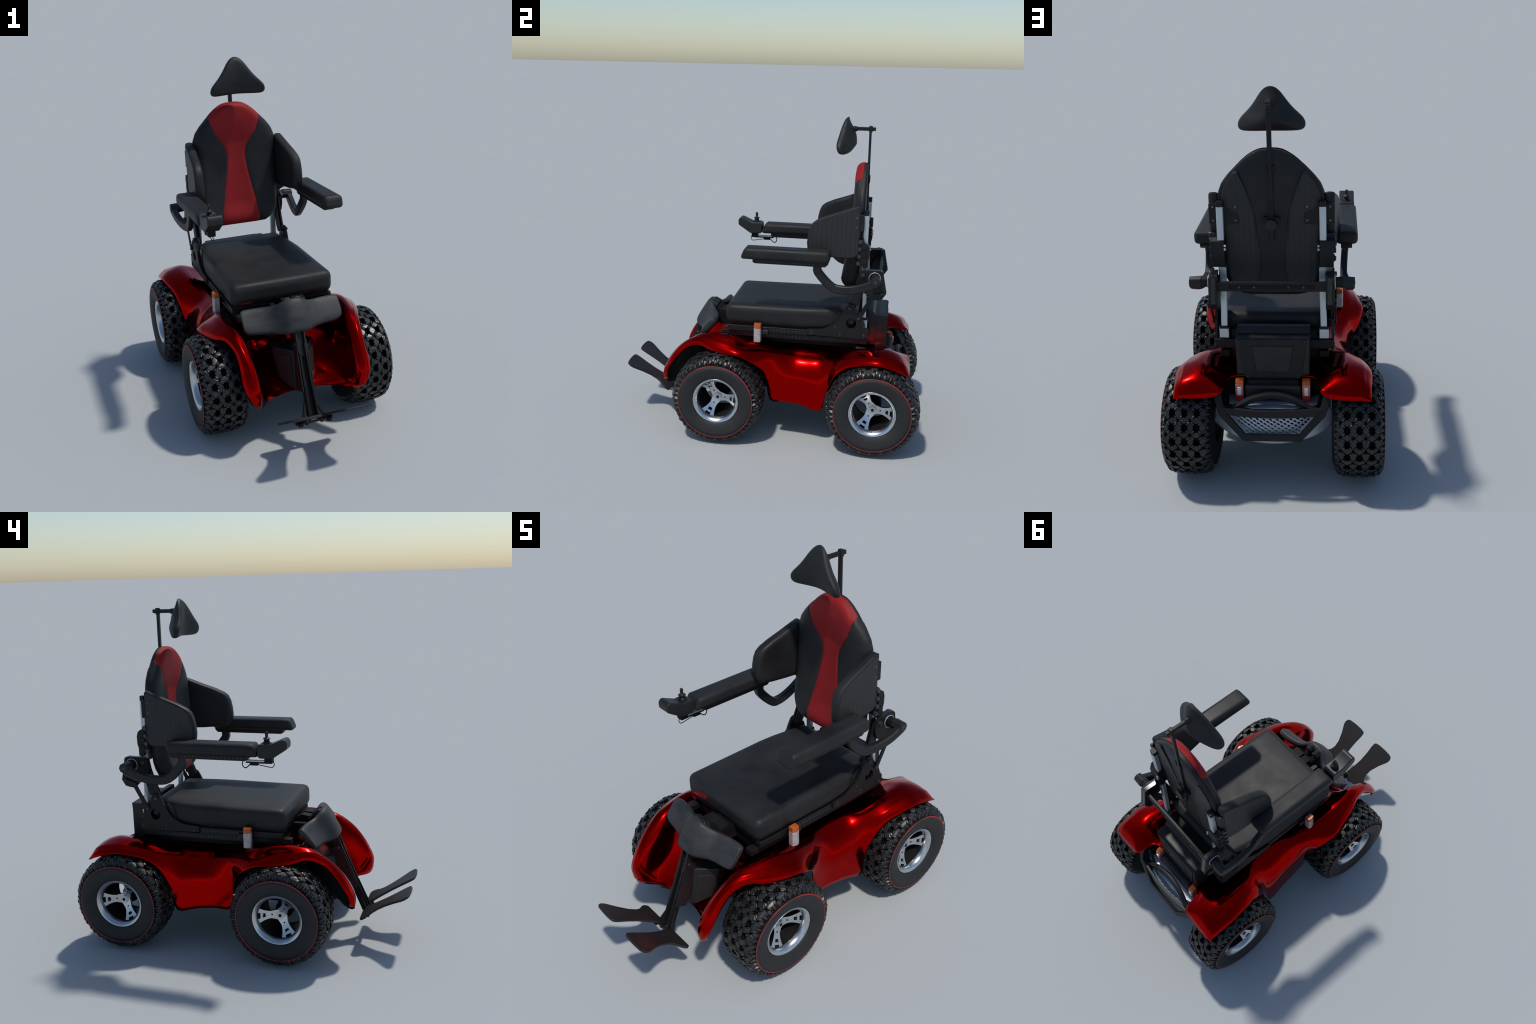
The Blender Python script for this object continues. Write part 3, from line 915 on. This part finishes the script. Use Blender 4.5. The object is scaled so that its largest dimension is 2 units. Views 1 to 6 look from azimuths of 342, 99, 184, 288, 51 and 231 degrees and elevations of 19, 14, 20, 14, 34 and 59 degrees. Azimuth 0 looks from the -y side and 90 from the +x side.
# ------------------------------------------------------------------ footrest
def footrest():
    ax = lambda z: -.512 - .42 * (.617 - z)             # front face line of the mast
    d = Vector((0, -.42, -1)).normalized()
    mast = None
    for s in SIDES:
        o = sweep("footrest" if mast is None else "mast_rail", [(s * .0235, ax(.66) + .03, .66), (s * .0235, ax(.50) + .03, .50)], rect(.060, .009, .2), M_BROWN, mast)
        mast = mast or o
        sweep("mast_rail", [(s * .018, ax(.55) + .020, .55), (s * .021, ax(.32) + .020, .32), (s * .022, ax(.30) + .02, .30)], rect(.040, .011, .2), M_FRAME, mast)
        sweep("mast_rail", [(s * .021, ax(.33) + .020, .33), (s * .025, ax(.17) + .016, .17)], rect(.044, .010, .2), M_DARK, mast)
        sweep("mast_brace", [(s * .018, ax(.29) + .02, .29), (s * .062, ax(.175) + .006, .175)], rect(.016, .016, .2), M_FRAME, mast)
        sweep("mast_guard", [(s * .030, ax(.55) + .045, .55), (s * .033, ax(.30) + .045, .30)], rect(.075, .006, .2), M_BROWN, mast)
    sweep("mast_core", [(0, ax(.66) + .035, .66), (0, ax(.48) + .034, .48)], rect(.03, .036, .1), M_PLASTIC, mast)
    sweep("mast_core", [(0, ax(.48) + .034, .48), (0, ax(.18) + .030, .18)], rect(.02, .030, .1), M_DARK, mast)
    link("mast_bolt", pydata("mast_bolt", *merge([cyl_data((s * .027, -.520, .545), (s * .034, -.520, .545), .008, .007, 12) for s in SIDES])), M_STUD, mast)
    # hinge under the plates
    sweep("plate_hinge", [(-.105, -.690, .165), (.105, -.690, .165)], circle(.012, 10), M_FRAME, mast, up=(0, 0, 1))
    for s in SIDES:
        box("hinge_lug", (s * .035, -.70, .148), (s * .052, -.672, .172), M_DARK, mast)
        box("hinge_lug", (s * .070, -.712, .150), (s * .095, -.678, .172), M_DARK, mast)
        plate(s, mast)

def plate(s, parent):
    # outline across (x) and along (t, heel to toe)
    o = [(.040, .000), (.035, .012), (.038, .045), (.052, .10), (.060, .16), (.060, .22), (.056, .275), (.058, .302), (.070, .312), (.10, .316), (.15, .316),
         (.200, .312), (.218, .304), (.226, .285), (.222, .262), (.190, .205), (.168, .150), (.163, .105), (.172, .075), (.194, .050), (.206, .030), (.205, .010), (.195, .0),
         (.150, .0), (.09, .0)]
    heel, toe = Vector((0, -.672, .183)), Vector((0, -.945, .357))
    d = (toe - heel).normalized()
    nrm = Vector((0, -d.z, d.y))
    if nrm.z < 0:
        nrm = -nrm
    V = []
    for h in (.0, -.013):
        V += [heel + Vector((s * x, 0, 0)) + d * (t * 1.062) + nrm * h for x, t in o]
    n = len(o)
    F = [tuple(range(n)), tuple(range(n, 2 * n))[::-1]] + [(i, n + i, n + (i + 1) % n, (i + 1) % n) for i in range(n)]
    p = link("foot_plate", pydata("foot_plate", V, F), M_BROWN, parent, bevel=.003)
    c = heel + Vector((s * .09, 0, 0)) + d * .10
    link("plate_stud", pydata("plate_stud", *cyl_data(c - nrm * .002, c + nrm * .0015, .0035, n=10)), M_STUD, p)
footrest()

# leg-rest lift: bracket, twin motor cans and the angular cover in front of the hull
lift = prism("lift_bracket", [(-.26, .64), (-.26, .715), (-.30, .735), (-.345, .728), (-.385, .705), (-.47, .60), (-.50, .54), (-.47, .53), (-.40, .60), (-.33, .66)],
             -.028, .028, M_DARK)
for x in (-.03, .03):
    cyl("lift_motor", (x, -.385, .735), (x, -.425, .755), .030, M_PLASTIC, lift, n=20, bevel=.006)
    cyl("lift_motor", (x, -.35, .70), (x, -.395, .735), .024, M_DARK, lift, n=20)
box("lift_arm", (-.085, -.36, .63), (-.055, -.235, .70), M_FRAME, lift)
box("lift_arm", (.055, -.36, .63), (.085, -.235, .70), M_FRAME, lift)
prism("lift_housing", [(-.23, .64), (-.23, .70), (-.30, .738), (-.345, .735), (-.37, .70), (-.33, .64)], .035, .105, M_DARK, parent=lift)

def lift_cover():
    rings = [(.500, [(.10, -.30), (.122, -.395), (.036, -.492)]), (.478, [(.10, -.30), (.124, -.400), (.036, -.502)]), (.312, [(.09, -.32), (.108, -.452), (.044, -.535)]),
             (.285, [(.08, -.33), (.085, -.49), (.04, -.54)]), (.268, [(.07, -.35), (.072, -.50), (.034, -.538)])]
    V, F = [], []
    for z, pts in rings:
        V += [(x, y, z) for x, y in pts] + [(-x, y, z) for x, y in pts[::-1]]
    n = 6
    for l in range(len(rings) - 1):
        F += [(l * n + i, l * n + (i + 1) % n, (l + 1) * n + (i + 1) % n, (l + 1) * n + i) for i in range(n)]
    F += [tuple(range(n))[::-1], tuple(range((len(rings) - 1) * n, len(rings) * n))]
    c = link("lift_cover", pydata("lift_cover", V, F), M_PLASTIC, bevel=.006)
    for s in SIDES:
        q = [(.113, -.411, .462), (.050, -.489, .462), (.050, -.527, .305), (.060, -.522, .292), (.098, -.466, .326)]
        nrm = Vector((.7, -.62, -.1)).normalized()
        V = [Vector(p) + nrm * .0045 for p in q] + [Vector(p) - nrm * .004 for p in q]
        V = [mx(p, s) for p in V]
        F = [(0, 1, 2, 3, 4), (9, 8, 7, 6, 5)] + [(i, 5 + i, 5 + (i + 1) % 5, (i + 1) % 5) for i in range(5)]
        link("cover_panel", pydata("cover_panel", V, F), M_BROWN, c, bevel=.002)
lift_cover()

# ------------------------------------------------------------------ battery box at the back
battery = box("battery_box", (-.186, .661, .572), (.186, .729, .789), M_PLASTIC, bevel=.005)
prism("battery_lid", [(.607, .60), (.607, .812), (.612, .818), (.642, .817), (.652, .810), (.664, .792), (.664, .60)], -.188, .188, M_PLASTIC, parent=battery, bevel=.003)
prism("battery_panel", [(-.176, .788), (.176, .788), (.147, .585), (.134, .566), (-.134, .566), (-.147, .585)], .724, .736, M_FRAME, axis=1, parent=battery, bevel=.003)
fr = [(-.104, .752), (.104, .752), (.086, .618), (.074, .606), (-.074, .606), (-.086, .618)]
prism("battery_recess", fr, .7355, .7372, M_PLASTIC, axis=1, parent=battery, bevel=.0006)
sweep("recess_border", [(x, .7372, z) for x, z in fr + fr[:1]], circle(.0016, 6), M_DARK, battery, up=(0, 1, 0))
link("panel_screw", pydata("panel_screw", *merge([cyl_data((x, .735, z), (x, .7385, z), .004, n=10) for x, z in ((-.165, .776), (.165, .776), (-.128, .578), (.128, .578))])),
     M_BOLT, battery, kind="stuff")
tail = box("tail_beam", (-.145, .69, .46), (.145, .775, .545), M_PLASTIC, bevel=.014, seg=4)
box("tail_beam_step", (-.13, .70, .54), (.13, .755, .568), M_DARK, tail)

# tail lamps: amber above, red below, white block modelled for the lens reflection
def tail_lamp(s):
    xa, xb = s * .150, s * .191
    lo = prism("tail_lamp", [(.735, .442), (.735, .490), (.778, .490), (.779, .478), (.774, .456), (.766, .442)], xa, xb, M_REDLENS, bevel=.004)
    prism("clear_lens", [(.735, .4905), (.735, .554), (.777, .554), (.7815, .520), (.779, .4905)], xa, xb, M_PINKLENS, parent=lo, bevel=.003)
    prism("amber_lens", [(.735, .5545), (.735, .574), (.752, .574), (.768, .568), (.776, .5545)], xa, xb, M_AMBER, parent=lo, bevel=.004)
    box("lamp_reflector", (s * .1605, .772, .496), (s * .1805, .7838, .540), M_LAMP_GLINT, lo, bevel=.003)
for s in SIDES:
    tail_lamp(s)

# side indicators on stalks
def indicator(s):
    prof = lambda g: [(-.084, g[0]), (-.084, g[1]), (-.058, g[1] + .004), (-.037, g[1]), (-.037, g[0]), (-.058, g[0] - .004)]
    def lens(name, z0, z1, mat, parent=None):
        pts = [(s * .322, -.083), (s * .322, -.038), (s * .354, -.039), (s * .3605, -.058), (s * .352, -.082)]
        return prism(name, pts, z0, z1, mat, axis=2, parent=parent, bevel=.0025)
    i = lens("indicator", .619, .708, M_CLEAR)
    lens("amber_lens", .7085, .737, M_AMBER, i)
    box("indicator_back", (s * .314, -.078, .622), (s * .3225, -.034, .733), M_FRAME, i)
    box("indicator_stalk", (s * .265, -.045, .660), (s * .322, .005, .690), M_PLASTIC, i, bevel=.006)
for s in SIDES:
    indicator(s)

# ------------------------------------------------------------------ rear bumper, grille, skid plate
bumper_path = [(-.288, .775, .585), (-.270, .838, .490), (-.252, .858, .438), (-.140, .890, .318), (.140, .890, .318), (.252, .858, .438), (.270, .838, .490), (.288, .775, .585)]
bumper = sweep("rear_bumper", bumper_path, rect(.038, .020, .35), M_FRAME, up=(0, 1, .3), smooth=25)
bar = catmull([(-.255, .852, .448), (-.13, .872, .447), (0, .880, .446), (.13, .872, .447), (.255, .852, .448)], 3)
sweep("bumper_bar", bar, rect(.042, .016, .3), M_FRAME, bumper, up=(0, 1, 0))
arch = catmull([(-.220, .842, .446), (-.17, .832, .462), (-.10, .815, .495), (0, .806, .512), (.10, .815, .495), (.17, .832, .462), (.220, .842, .446)], 4)
sweep("bumper_arch", arch, rect(.034, .030, .5), M_FRAME, bumper, up=(0, 1, 0))

# perforated skid tray: a bowed shield with diagonal lattice in its middle
def tray_y(x, z):
    return .862 - .95 * x * x - .1 * max(0, .34 - z)

def grille():
    parts = []
    zl, zh = .300, .432
    def clip(z):
        return .135 + (z - zl) / (zh - zl) * .105
    for k in range(-15, 16):
        for sl in (1, -1):
            pts = []
            for i in range(25):
                z = zl + (zh - zl) * i / 24
                x = k * .034 + sl * (z - .365) * (1.5 if sl > 0 else 1.2)
                if abs(x) <= clip(z):
                    pts.append((x, tray_y(x, z) - (0.0 if sl > 0 else .003), z))
            if len(pts) > 2:
                parts.append(sweep_data(pts[::3] + ([pts[-1]] if (len(pts) - 1) % 3 else []), rect(.0085 if sl > 0 else .006, .004, .1), up=(0, 1, .3)))
    link("grille", pydata("grille", *merge(parts)), M_SHIELD, bumper, kind="stuff")
grille()

def skid_plate():
    top = [(-.235, .440), (-.20, .400), (-.15, .345), (-.115, .305), (0, .303), (.115, .305), (.15, .345), (.20, .400), (.235, .440)]
    low = [(-.285, .440), (-.318, .385), (-.300, .326), (-.20, .278), (0, .256), (.20, .278), (.300, .326), (.318, .385), (.285, .440)]
    a = catmull([(x, 0, z) for x, z in top], 5)
    b = catmull([(x, 0, z) for x, z in low], 5)
    V, F = [], []
    m = 6
    for p, q in zip(a, b):
        for k in range(m + 1):
            c = p.lerp(q, k / m)
            V.append((c.x, tray_y(c.x, c.z), c.z))
    n = m + 1
    for i in range(len(a) - 1):
        F += [(i * n + k, i * n + k + 1, (i + 1) * n + k + 1, (i + 1) * n + k) for k in range(m)]
    o = link("skid_plate", pydata("skid_plate", V, F), M_SHIELD, smooth=60)
    sd = o.modifiers.new("t", "SOLIDIFY")
    sd.thickness = .006
skid_plate()
floor = pydata("tray_floor", *merge([prism_data([(-.235, .70), (.235, .70), (.225, .79), (.10, .835), (-.10, .835), (-.225, .79)], .448, .454, 2)]))
link("tray_floor", floor, M_SHIELD, bumper, bevel=.002)
box("skid_back", (-.21, .66, .30), (.21, .72, .46), M_DARK, bevel=.01)
